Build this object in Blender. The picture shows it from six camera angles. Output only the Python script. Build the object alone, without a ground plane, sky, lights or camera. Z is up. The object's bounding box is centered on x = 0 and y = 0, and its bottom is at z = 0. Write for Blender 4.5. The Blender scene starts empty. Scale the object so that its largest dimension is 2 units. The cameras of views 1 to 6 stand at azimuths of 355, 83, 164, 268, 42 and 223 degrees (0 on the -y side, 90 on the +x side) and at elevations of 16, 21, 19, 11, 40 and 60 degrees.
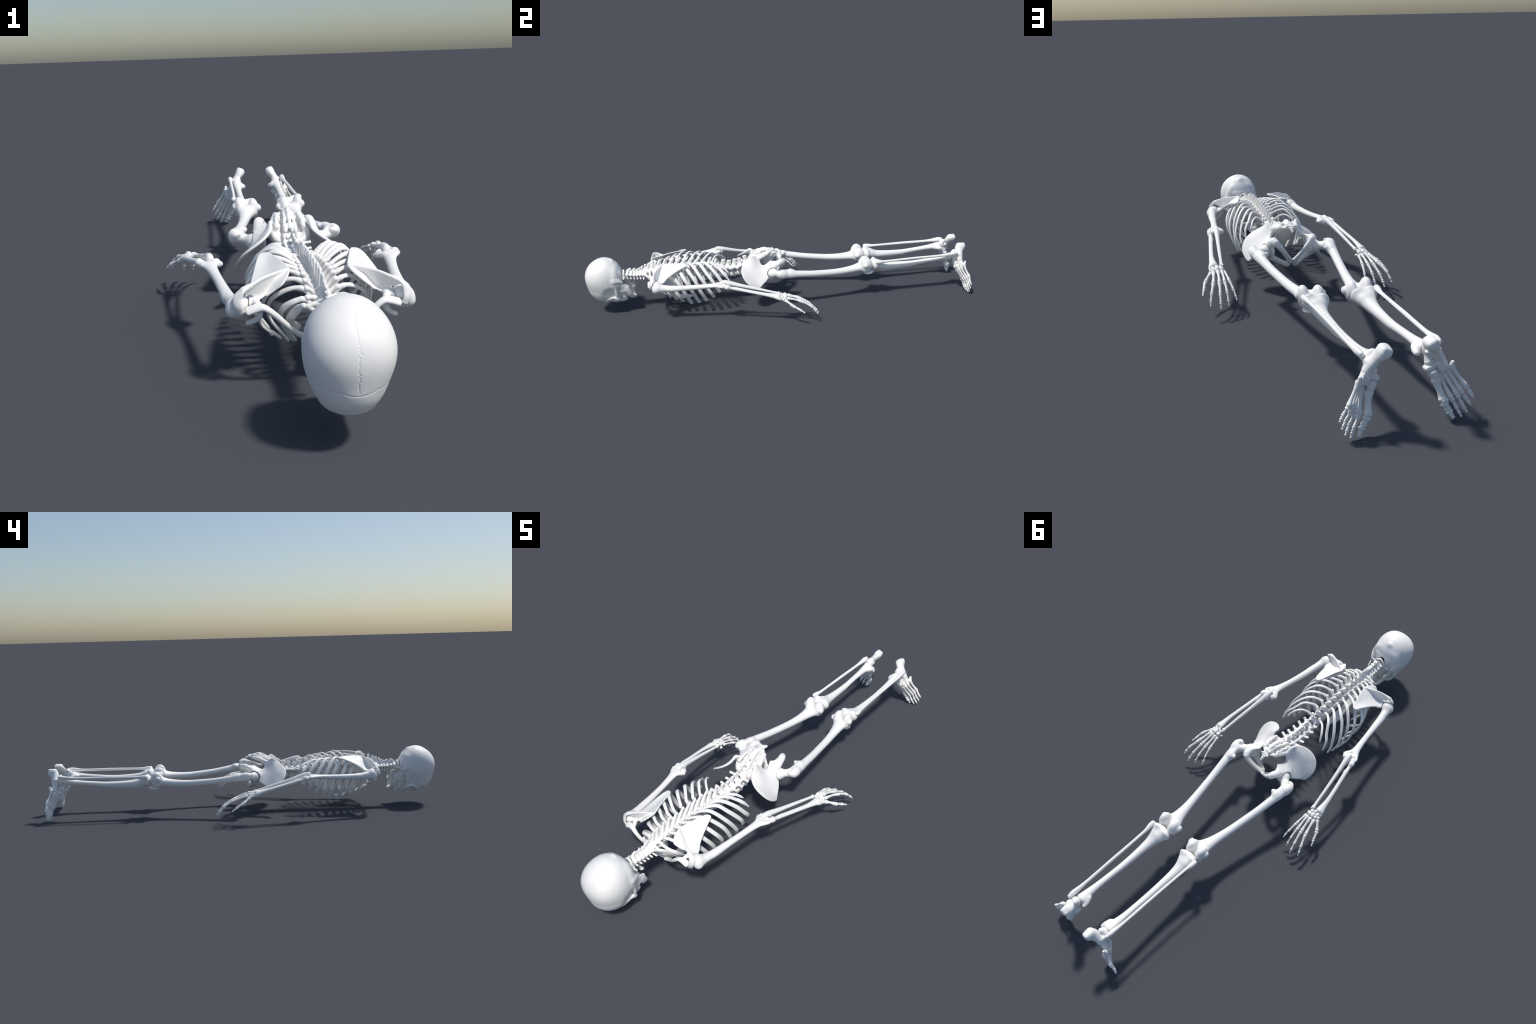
"""Complete human skeleton lying face down, built bone by bone.

Every bone is described by a few rounded solids (bent tubes, ellipsoids, curved
plates) that are blended into one smooth surface and meshed.  The skeleton is
symmetric about x = 0, so paired bones are modelled once (on +x) and mirrored.
Frame: head towards -y, feet towards +y, back towards +z.
"""
import bpy, math
import numpy as np
from mathutils import Vector

F = np.float32
GRAIN = 1.25        # overall mesh coarseness


# --------------------------------------------------------------------------
#  solid primitives: each is (distance function, lower corner, upper corner)
# --------------------------------------------------------------------------
def V(*a):
    return np.array(a, float)


def unit(v):
    v = np.asarray(v, float)
    return v / (np.linalg.norm(v) + 1e-12)


def frame(axis, hint=(0, 0, 1)):
    """rows: side, along, up - 'along' follows axis, 'up' stays near hint"""
    a = unit(axis)
    h = np.asarray(hint, float)
    u = unit(h - a * (h @ a))
    return np.array([np.cross(a, u), a, u])


def spline(P, n=6, closed=False):
    P = np.asarray(P, float)
    if closed:
        C = np.vstack([P[-1], P, P[0], P[1]])
    else:
        C = np.vstack([2 * P[0] - P[1], P, 2 * P[-1] - P[-2]])
    out = []
    t = np.linspace(0, 1, n, endpoint=False)[:, None]
    for i in range(1, len(C) - 2):
        a, b, c, d = C[i - 1:i + 3]
        out.append(.5 * (2 * b + (c - a) * t + (2 * a - 5 * b + 4 * c - d) * t * t + (3 * b - a - 3 * c + d) * t ** 3))
    if not closed:
        out.append(C[-2][None])
    return np.vstack(out)


def ball(c, r, axes=None):
    c = np.asarray(c, float)
    r = np.asarray(r if np.ndim(r) else (r, r, r), float)
    A = np.eye(3) if axes is None else np.asarray(axes)
    c32, r32, A32 = c.astype(F), r.astype(F), A.astype(F)

    def f(p):
        q = (p - c32) @ A32.T
        k0 = np.sqrt(((q / r32) ** 2).sum(1)) + F(1e-9)
        k1 = np.sqrt(((q / (r32 * r32)) ** 2).sum(1)) + F(1e-9)
        return k0 * (k0 - 1) / k1
    e = np.sqrt(((A * r[:, None]) ** 2).sum(0))
    return f, c - e, c + e


def block(c, half, rnd, axes=None):
    """box with rounded edges"""
    c = np.asarray(c, float)
    half = np.asarray(half, float)
    A = np.eye(3) if axes is None else np.asarray(axes)
    c32, A32 = c.astype(F), A.astype(F)
    h32 = (half - rnd).astype(F)

    def f(p):
        q = np.abs((p - c32) @ A32.T) - h32
        return np.sqrt((np.maximum(q, 0) ** 2).sum(1)) + np.minimum(q.max(1), 0) - F(rnd)
    e = np.abs(A.T) @ half
    return f, c - e, c + e


def tube(P, r, wide=None, w=None, n=5):
    """bent tube; radius r, or r along the direction w and 'wide' across it
    (wide = list of radii along w, r = list of radii across)"""
    P = np.asarray(P, float)
    m = len(P)
    r = np.asarray(r if np.ndim(r) else [r] * m, float)
    wd = r if wide is None else np.asarray(wide if np.ndim(wide) else [wide] * m, float)
    W = np.tile(V(0, 0, 1), (m, 1)) if w is None else np.asarray(w, float)
    if W.ndim == 1:
        W = np.tile(W, (m, 1))
    D = spline(np.hstack([P, r[:, None], wd[:, None], W]), n)
    Q, ra, rb, Wd = D[:, :3], D[:, 3], D[:, 4], D[:, 5:]
    Tn = np.gradient(Q, axis=0)
    Tn /= np.linalg.norm(Tn, axis=1)[:, None] + 1e-12
    Wd = Wd - Tn * (Wd * Tn).sum(1)[:, None]
    Wd /= np.linalg.norm(Wd, axis=1)[:, None] + 1e-12
    Q32, ra32, rb32, W32 = Q.astype(F), np.maximum(ra, 4e-4).astype(F), np.maximum(rb, 4e-4).astype(F), Wd.astype(F)
    rnd = wide is None

    QQ = (Q32 * Q32).sum(1)
    last = len(Q32) - 2

    def f(p):
        # nearest sample of the centre line, then the two pieces beside it
        j = np.argmin(QQ - 2 * (p @ Q32.T), axis=1)
        best = None
        for i in (np.clip(j - 1, 0, last), np.clip(j, 0, last)):
            a = Q32[i]
            ab = Q32[i + 1] - a
            d = p - a
            t = np.clip((d * ab).sum(1) / ((ab * ab).sum(1) + F(1e-12)), 0, 1)
            d = d - t[:, None] * ab
            rr = ra32[i] + t * (ra32[i + 1] - ra32[i])
            dd = (d * d).sum(1)
            L = np.sqrt(dd) + F(1e-9)
            if rnd:
                v = L - rr
            else:
                w_ = W32[i] + t[:, None] * (W32[i + 1] - W32[i])
                rw = rb32[i] + t * (rb32[i + 1] - rb32[i])
                dw = (d * w_).sum(1)
                q = np.sqrt(dw * dw / (rw * rw) + np.maximum(dd - dw * dw, 0) / (rr * rr)) + F(1e-9)
                v = L - L / q
            best = v if best is None else np.minimum(best, v)
        return best
    R = np.maximum(ra, rb)[:, None]
    return f, (Q - R).min(0), (Q + R).max(0)


class Surface:
    """height field over a plane, interpolated through scattered points"""
    def __init__(self, X, Z, stiff=1e-5):
        self.X = X.astype(F)
        n = len(X)
        K = self.ker(((X[:, None] - X[None]) ** 2).sum(2)) + stiff * np.eye(n)
        Pm = np.hstack([np.ones((n, 1)), X])
        A = np.block([[K, Pm], [Pm.T, np.zeros((3, 3))]])
        s = np.linalg.solve(A, np.vstack([Z, np.zeros((3, Z.shape[1]))]))
        self.w, self.c = s[:n].astype(F), s[n:].astype(F)

    @staticmethod
    def ker(r2):
        return r2 * np.log(r2 + 1e-9) * .5

    def __call__(self, q):
        r2 = ((q[:, None, :] - self.X[None]) ** 2).sum(2)
        return self.ker(r2).astype(F) @ self.w + self.c[0] + q @ self.c[1:]


def plate(outline, inner, normal, closed_n=5):
    """curved plate: outline and inner are lists of (x, y, z, half thickness)"""
    O = np.asarray(outline, float)
    I = np.asarray(inner, float).reshape(-1, 4)
    A = frame(unit(np.cross(normal, (0, 1, 0))), normal)
    o = O[:, :3].mean(0)
    allp = np.vstack([O, I])
    L = (allp[:, :3] - o) @ A.T
    S = Surface(L[:, :2] * 10, np.column_stack([L[:, 2], allp[:, 3]]))
    poly = spline(L[:len(O), :2], closed_n, closed=True).astype(F)
    A32, o32 = A.astype(F), o.astype(F)

    def f(p):
        q = (p - o32) @ A32.T
        uv = q[:, :2]
        d = np.full(len(p), F(9), F)
        ins = np.zeros(len(p), bool)
        for i in range(len(poly)):
            a, b = poly[i - 1], poly[i]
            e = b - a
            w_ = uv - a
            t = np.clip(w_ @ e / F(e @ e + 1e-12), 0, 1)
            g = w_ - t[:, None] * e
            np.minimum(d, (g * g).sum(1), out=d)
            c = ((a[1] > uv[:, 1]) != (b[1] > uv[:, 1]))
            if e[1] != 0:
                ins ^= c & (uv[:, 0] < e[0] * (uv[:, 1] - a[1]) / e[1] + a[0])
        d = np.sqrt(d)
        d[ins] *= -1
        s = S(uv * F(10))
        th = np.clip(s[:, 1], 7e-4, .02)
        r = th * F(.95)
        a_ = np.abs(q[:, 2] - s[:, 0]) - th + r
        b_ = d + r
        return np.minimum(np.maximum(a_, b_), 0) + np.sqrt(np.maximum(a_, 0) ** 2 + np.maximum(b_, 0) ** 2) - r
    m = allp[:, 3].max() + .006
    return f, allp[:, :3].min(0) - m, allp[:, :3].max(0) + m


def flip(prim):
    """mirror image of a primitive across x = 0"""
    f, lo, hi = prim
    M = np.array([-1, 1, 1], F)
    return (lambda p: f(p * M)), V(-hi[0], lo[1], lo[2]), V(-lo[0], hi[1], hi[2])


# --------------------------------------------------------------------------
#  a bone = list of (operation, blend width, primitive)
# --------------------------------------------------------------------------
class Bone:
    def __init__(self):
        self.ops = []
        self.bump = None

    def add(self, prim, k=.006, both=False):
        self.ops.append(('u', k, prim))
        if both:
            self.ops.append(('u', k, flip(prim)))
        return self

    def cut(self, prim, k=.003, both=False):
        self.ops.append(('s', k, prim))
        if both:
            self.ops.append(('s', k, flip(prim)))
        return self

    def dist(self, p):
        d = None
        for op, k, (f, lo, hi) in self.ops:
            # exact near the solid, distance to its box elsewhere
            far = np.maximum(np.maximum(lo.astype(F) - p, p - hi.astype(F)), 0)
            v = np.sqrt((far * far).sum(1)) + F(.002)
            m = v < k + .014
            if m.any():
                v[m] = f(p[m])
            if d is None:
                d = v
                continue
            if op == 's':
                h = np.maximum(k - np.abs(-v - d), 0) / F(k)
                d = np.maximum(d, -v) + h * h * F(k * .25)
            else:
                h = np.maximum(k - np.abs(v - d), 0) / F(k)
                d = np.minimum(d, v) - h * h * F(k * .25)
        if self.bump is not None:
            d = d + self.bump(p)
        return d

    def bounds(self):
        L = [q for o, k, q in self.ops if o == 'u']
        m = .25 * max(k for o, k, q in self.ops)      # blends bulge past the parts
        return np.min([q[1] for q in L], 0) - m, np.max([q[2] for q in L], 0) + m


def net(bone, h):
    """mesh the zero level of the bone's distance function on a grid of cell h"""
    h = h * GRAIN
    lo, hi = bone.bounds()
    lo = lo - 3 * h
    B = 4
    nb = np.ceil((hi + 3 * h - lo) / (B * h)).astype(int) + 1
    g = np.stack(np.meshgrid(*[np.arange(n) for n in nb], indexing='ij'), -1).reshape(-1, 3)
    cen = (lo + (g + .5) * B * h - .5 * h).astype(F)
    fc = bone.dist(cen)
    act = np.abs(fc) < 9.5 * h
    N = nb * B
    vol = np.repeat(np.repeat(np.repeat(np.where(fc < 0, F(-1), F(1)).reshape(nb), B, 0), B, 1), B, 2)
    off = np.stack(np.meshgrid(*[np.arange(B)] * 3, indexing='ij'), -1).reshape(-1, 3)
    ga = g[act]
    ids = (ga[:, None, :] * B + off[None]).reshape(-1, 3)
    val = np.empty(len(ids), F)
    step = 400000
    for s in range(0, len(ids), step):
        val[s:s + step] = bone.dist((lo + ids[s:s + step] * h).astype(F))
    vol[ids[:, 0], ids[:, 1], ids[:, 2]] = val
    S = vol < 0
    cnt = np.zeros(N - 1, np.int8)
    for dx in (0, 1):
        for dy in (0, 1):
            for dz in (0, 1):
                cnt += S[dx:N[0] - 1 + dx, dy:N[1] - 1 + dy, dz:N[2] - 1 + dz]
    cell = np.argwhere((cnt > 0) & (cnt < 8))
    cid = np.full(N - 1, -1, np.int32)
    cid[cell[:, 0], cell[:, 1], cell[:, 2]] = np.arange(len(cell))
    corner = np.array([[i >> 2 & 1, i >> 1 & 1, i & 1] for i in range(8)])
    cv = np.stack([vol[tuple((cell + c).T)] for c in corner], 1)
    acc = np.zeros((len(cell), 3))
    num = np.zeros(len(cell))
    for a in range(8):
        for b in range(a + 1, 8):
            if np.abs(corner[a] - corner[b]).sum() != 1:
                continue
            va, vb = cv[:, a], cv[:, b]
            m = (va < 0) != (vb < 0)
            t = np.where(m, va / np.where(m, va - vb, 1), 0)
            acc += np.where(m[:, None], corner[a] + t[:, None] * (corner[b] - corner[a]), 0)
            num += m
    P = lo + (cell + acc / num[:, None]) * h
    p32 = P.astype(F)                        # settle the vertices on the surface
    e = F(h * .3)
    f0 = bone.dist(p32)
    G = np.stack([bone.dist(p32 + e * np.eye(3, dtype=F)[k]) - f0 for k in range(3)], 1) / e
    P = P - np.clip(f0 / np.maximum((G * G).sum(1), .2), -.4 * h, .4 * h)[:, None] * G
    faces = []
    for ax in range(3):
        u, v = (ax + 1) % 3, (ax + 2) % 3
        sl0 = [slice(1, N[k] - 1) for k in range(3)]
        sl1 = list(sl0)
        sl0[ax] = slice(0, N[ax] - 1)
        sl1[ax] = slice(1, N[ax])
        a, b = S[tuple(sl0)], S[tuple(sl1)]
        e = np.argwhere(a != b)
        inside = a[tuple(e.T)]
        base = e.copy()
        base[:, u] += 1
        base[:, v] += 1
        q = []
        for du, dv in ((1, 1), (0, 1), (0, 0), (1, 0)):
            c = base.copy()
            c[:, u] -= du
            c[:, v] -= dv
            q.append(cid[tuple(c.T)])
        q = np.stack(q, 1)
        q[~inside] = q[~inside][:, ::-1]
        faces.append(q)
    Fc = np.vstack(faces)
    return P, Fc[(Fc >= 0).all(1)]


# --------------------------------------------------------------------------
#  scene helpers
# --------------------------------------------------------------------------
def bone_material():
    m = bpy.data.materials.new('white_bone')
    m.use_nodes = True
    nt = m.node_tree
    b = nt.nodes['Principled BSDF']
    tc = nt.nodes.new('ShaderNodeTexCoord')
    n1 = nt.nodes.new('ShaderNodeTexNoise')
    n1.inputs['Scale'].default_value = 9
    n1.inputs['Detail'].default_value = 4
    cr = nt.nodes.new('ShaderNodeValToRGB')
    cr.color_ramp.elements[0].position = .3
    cr.color_ramp.elements[0].color = (*BONE_DARK, 1)
    cr.color_ramp.elements[1].position = .7
    cr.color_ramp.elements[1].color = (*BONE_LIGHT, 1)
    nt.links.new(tc.outputs['Object'], n1.inputs['Vector'])
    nt.links.new(n1.outputs['Fac'], cr.inputs['Fac'])
    nt.links.new(cr.outputs['Color'], b.inputs['Base Color'])
    b.inputs['Roughness'].default_value = .5
    b.inputs['Specular IOR Level'].default_value = .5
    return m


BONE_DARK, BONE_LIGHT = (.905, .895, .865), (.925, .915, .885)
MAT = bone_material()
ROOT = bpy.data.objects.new('human_skeleton', None)
ROOT.location = (0, 0, 0)
ROOT['label'] = 'complete white human skeleton lying face down, arms at its sides'
ROOT['category'] = 'skeleton'
bpy.context.collection.objects.link(ROOT)


def put(name, P, Q, parent=None, mirror=False):
    par = parent or ROOT
    if mirror:
        P = P * V(-1, 1, 1)
        Q = Q[:, ::-1]
    c = .5 * (P.min(0) + P.max(0))
    me = bpy.data.meshes.new(name)
    me.vertices.add(len(P))
    me.vertices.foreach_set('co', (P - c).astype(F).ravel())
    me.loops.add(Q.size)
    me.loops.foreach_set('vertex_index', np.ascontiguousarray(Q).astype(np.int32).ravel())
    me.polygons.add(len(Q))
    me.polygons.foreach_set('loop_start', np.arange(0, Q.size, 4, dtype=np.int32))
    me.polygons.foreach_set('loop_total', np.full(len(Q), 4, np.int32))
    me.polygons.foreach_set('use_smooth', np.ones(len(Q), bool))
    me.update(calc_edges=True)
    me.validate()
    me.materials.append(MAT)
    o = bpy.data.objects.new(name, me)
    bpy.context.collection.objects.link(o)
    o.parent = par
    o.location = c - V(*par.location)
    return o


def group(name, at):
    o = bpy.data.objects.new(name, None)
    bpy.context.collection.objects.link(o)
    o.parent = ROOT
    o.location = at
    o.empty_display_size = .02
    return o


def single(name, bone, h, parent=None):
    return put(name, *net(bone, h), parent)


def pair(name, bone, h, parents=(None, None)):
    P, Q = net(bone, h)
    return put(name, P, Q, parents[0]), put(name, P, Q, parents[1], mirror=True)


# --------------------------------------------------------------------------
#  skull
# --------------------------------------------------------------------------
def wiggle(t, amp, seed):
    r = np.random.default_rng(seed)
    out = np.zeros_like(t)
    for f_ in (90, 170, 260, 410, 640):
        out = out + amp * (90 / f_) ** .45 * np.sin(f_ * t * r.uniform(.8, 1.2) + r.uniform(0, 6.28))
    return out


def skull():
    b = Bone()
    b.add(ball((0, -.8998, .2070), (.0846, .0849, .0943)))
    b.add(ball((0, -.9031, .1572), (.0776, .0879, .0908)), .03)               # forehead and crown
    b.add(ball((.0206, -.9299, .2066), (.0599, .0622, .0646)), .025, both=True)   # parietal eminence
    b.add(ball((.0363, -.8491, .1934), (.0365, .0222, .0642)), .02, both=True)    # lower side of the back
    b.add(ball((0, -.858, .283), (.008, .005, .008)), .016)                   # knob on the back
    b.add(block((0, -.830, .205), (.042, .012, .028), .010), .012)            # base
    # temple hollow
    b.cut(ball((.092, -.872, .118), (.024, .036, .036)), .02, both=True)
    # brow and cheek frame
    b.add(tube([(.004, -.893, .066), (.024, -.902, .069), (.046, -.896, .085), (.052, -.876, .098)], [.0055, .006, .006, .005]), .010, both=True)
    b.add(tube([(.052, -.876, .098), (.054, -.858, .099), (.050, -.842, .090), (.036, -.834, .078)], [.006, .0075, .0095, .0085]), .008, both=True)
    b.add(tube([(.053, -.844, .098), (.062, -.844, .118), (.066, -.845, .142), (.064, -.846, .166), (.060, -.845, .178)], [.0055, .0035, .0033, .0042, .006],
               wide=[.009, .0060, .0052, .006, .008], w=(0, 1, 0)), .006, both=True)
    # middle face and upper jaw
    b.add(ball((0, -.842, .104), (.034, .030, .032)), .012)
    b.add(tube([(.034, -.812, .112), (.033, -.810, .092), (.022, -.807, .074), (0, -.806, .067), (-.022, -.807, .074), (-.033, -.810, .092), (-.034, -.812, .112)],
               .0065, wide=.011, w=(0, 1, 0)), .008)
    b.add(tube([(.012, -.885, .070), (.015, -.862, .069), (.024, -.836, .072), (.022, -.816, .072)], [.006, .006, .008, .007]), .008, both=True)
    b.add(tube([(0, -.895, .066), (0, -.875, .063), (0, -.856, .055)], [.008, .006, .0045]), .006)
    # sockets and nose opening
    b.cut(ball((.034, -.871, .078), (.0185, .0165, .024), frame((.12, 0, -1), (0, 1, 0))), .005, both=True)
    b.cut(ball((.026, -.866, .100), (.013, .012, .022)), .004, both=True)
    b.cut(ball((.006, -.838, .064), (.0085, .016, .020)), .003, both=True)
    # mastoid and ear region
    b.add(tube([(.066, -.852, .196), (.060, -.832, .190), (.055, -.814, .180)], [.013, .012, .006]), .010, both=True)
    b.add(ball((.030, -.826, .172), (.030, .010, .020)), .010, both=True)
    b.cut(ball((.073, -.842, .178), (.008, .004, .004)), .003, both=True)
    b.cut(ball((.045, -.818, .198), (.006, .010, .012)), .006, both=True)
    # pterygoid / underside behind the palate
    b.add(tube([(.016, -.835, .135), (.015, -.815, .128)], [.008, .005]), .006, both=True)
    b.cut(ball((0, -.806, .098), (.022, .012, .026)), .005)
    # great hole below, opening into the brain case
    b.cut(ball((0, -.812, .209), (.0165, .030, .020)), .003)
    b.cut(ball((0, -.890, .208), (.050, .062, .062)), .003)

    def sutures(p):
        x, y, z = p[:, 0], p[:, 1], p[:, 2]
        ax = np.abs(x)
        g = np.zeros(len(p), F)
        crown = (z > .140) & (z < .283) & (y < -.915)
        # mid line seam from bregma to lambda
        s = np.abs(x - wiggle(z, .0011, 1) - .0014 * np.sin(z * 900) * np.sin(z * 61)) / .0009
        g += np.where(crown, np.exp(-s * s), 0)
        # seam across the forehead side of the crown
        s = np.abs(z - (.1405 - .0035 * np.cos(ax * 60) + .0035 - .018 * np.clip((y + .955) / .05, 0, 1)) - wiggle(x + y, .0005, 2)) / .0010
        g = np.maximum(g, np.where((y < -.893) & (z < .2) & (z > .1), np.exp(-s * s), 0))
        # seam over the back of the head, an upside-down V
        line = np.interp(ax, [0, .020, .035, .050, .060, .068, .075], [-.925, -.918, -.911, -.900, -.885, -.870, -.855])
        s = np.abs(y - line - wiggle(x, .0009, 3)) / .0012
        g = np.maximum(g, np.where((z > .225) & (ax < .078), np.exp(-s * s), 0))
        # scaly seam above the ear
        arc = np.interp(z, [.160, .172, .185, .195, .206, .216, .228, .241], [-.897, -.899, -.898, -.894, -.873, -.866, -.861, -.860])
        s = np.abs(y - arc - wiggle(z + y, .0004, 4)) / .0013
        g = np.maximum(g, np.where((ax > .05) & (z > .160) & (z < .241), np.exp(-s * s), 0))
        return (.0010 * g).astype(F)
    b.bump = sutures
    single('skull', b, .00125)

    m = Bone()
    # lower jaw: U-shaped body, upright branch with two prongs
    low = [(.050, -.786, .158), (.046, -.774, .132), (.036, -.763, .106), (.020, -.757, .088), (0, -.755, .081)]
    top = [(.047, -.806, .140), (.042, -.798, .118), (.033, -.788, .098), (.018, -.780, .082), (0, -.777, .077)]
    mid = (np.array(low) + np.array(top)) * .5
    hgt = np.linalg.norm(np.array(low) - np.array(top), axis=1) * .5 + .001
    wdir = np.array(top) - np.array(low)
    m.add(tube(mid, [.0045, .006, .0065, .007, .0075], wide=hgt, w=wdir), .006, both=True)
    m.add(ball((0, -.757, .080), (.014, .008, .007)), .008)
    m.add(plate([(.0485, -.782, .161, .003), (.052, -.800, .168, .003), (.058, -.820, .171, .0035), (.060, -.833, .172, .004), (.059, -.832, .164, .003),
                 (.057, -.819, .154, .002), (.055, -.826, .142, .002), (.054, -.837, .131, .0022), (.050, -.822, .124, .003), (.047, -.805, .124, .0045),
                 (.045, -.785, .130, .005), (.046, -.777, .146, .004)],
                [(.050, -.800, .148, .003)], (1, 0, .1)), .006, both=True)
    m.add(ball((.060, -.834, .169), (.010, .0055, .006)), .006, both=True)
    single('mandible', m, .0012)

    y = Bone()
    y.add(tube([(.024, -.763, .160), (.019, -.757, .146), (.009, -.755, .133), (0, -.755, .130)], [.002, .0024, .0042, .0048], n=4), .003, both=True)
    y.add(tube([(.012, -.756, .136), (.014, -.764, .140)], [.0025, .0018]), .003, both=True)
    y.add(ball((0, -.760, .131), (.010, .004, .004)), .004)
    single('hyoid_bone', y, .0010)


# --------------------------------------------------------------------------
#  spine
# --------------------------------------------------------------------------
THOR_Y = [-.685, -.660, -.633, -.605, -.576, -.546, -.515, -.482, -.448, -.413, -.377, -.341]
LUMB_Y = [-.305, -.274, -.2415, -.209, -.177]
CERV_Y = [-.804, -.786, -.768, -.751, -.735, -.719, -.7035]
# tip of the spinous process (y, z) of each vertebra
SPINE_TIP = [(-.802, .229), (-.768, .234), (-.746, .233), (-.732, .229), (-.718, .235), (-.706, .243), (-.689, .251),
             (-.667, .256), (-.646, .266), (-.611, .270), (-.580, .272), (-.541, .271), (-.504, .271), (-.469, .269), (-.439, .268), (-.408, .265),
             (-.374, .265), (-.347, .261), (-.321, .250),
             (-.286, .242), (-.257, .236), (-.228, .241), (-.205, .245), (-.176, .255)]
# tip of the transverse process of each thoracic vertebra
SIDE_TIP = [(.042, -.690, .208), (.040, -.668, .221), (.038, -.644, .234), (.038, -.618, .244), (.038, -.588, .250), (.037, -.559, .251), (.035, -.530, .250),
            (.035, -.495, .249), (.034, -.458, .245), (.033, -.423, .241), (.028, -.386, .235), (.024, -.352, .222)]


def vertebra_body(y, z, bx, by, bz, tilt):
    c, s = math.cos(tilt), math.sin(tilt)

    def f(p):
        q = p - np.array([0, y, z], F)
        v = q[:, 1] * F(c) - q[:, 2] * F(s)
        w = q[:, 1] * F(s) + q[:, 2] * F(c)
        waist = F(1) - F(.10) * (F(1) - np.minimum((v / F(by)) ** 2, 1))
        k = np.sqrt((q[:, 0] / F(bx)) ** 2 + (w / F(bz)) ** 2) + F(1e-6)
        rad = (k - waist) * F(min(bx, bz))
        cap = np.abs(v) - F(by)
        r = F(.0022)
        a, b = rad + r, cap + r
        return np.minimum(np.maximum(a, b), 0) + np.sqrt(np.maximum(a, 0) ** 2 + np.maximum(b, 0) ** 2) - r
    e = V(bx, by + .3 * bz, bz + .3 * by)
    return f, V(0, y, z) - e, V(0, y, z) + e


def lerp(i, table):
    k = sorted(table)
    return float(np.interp(i, k, [table[j] for j in k]))


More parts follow.
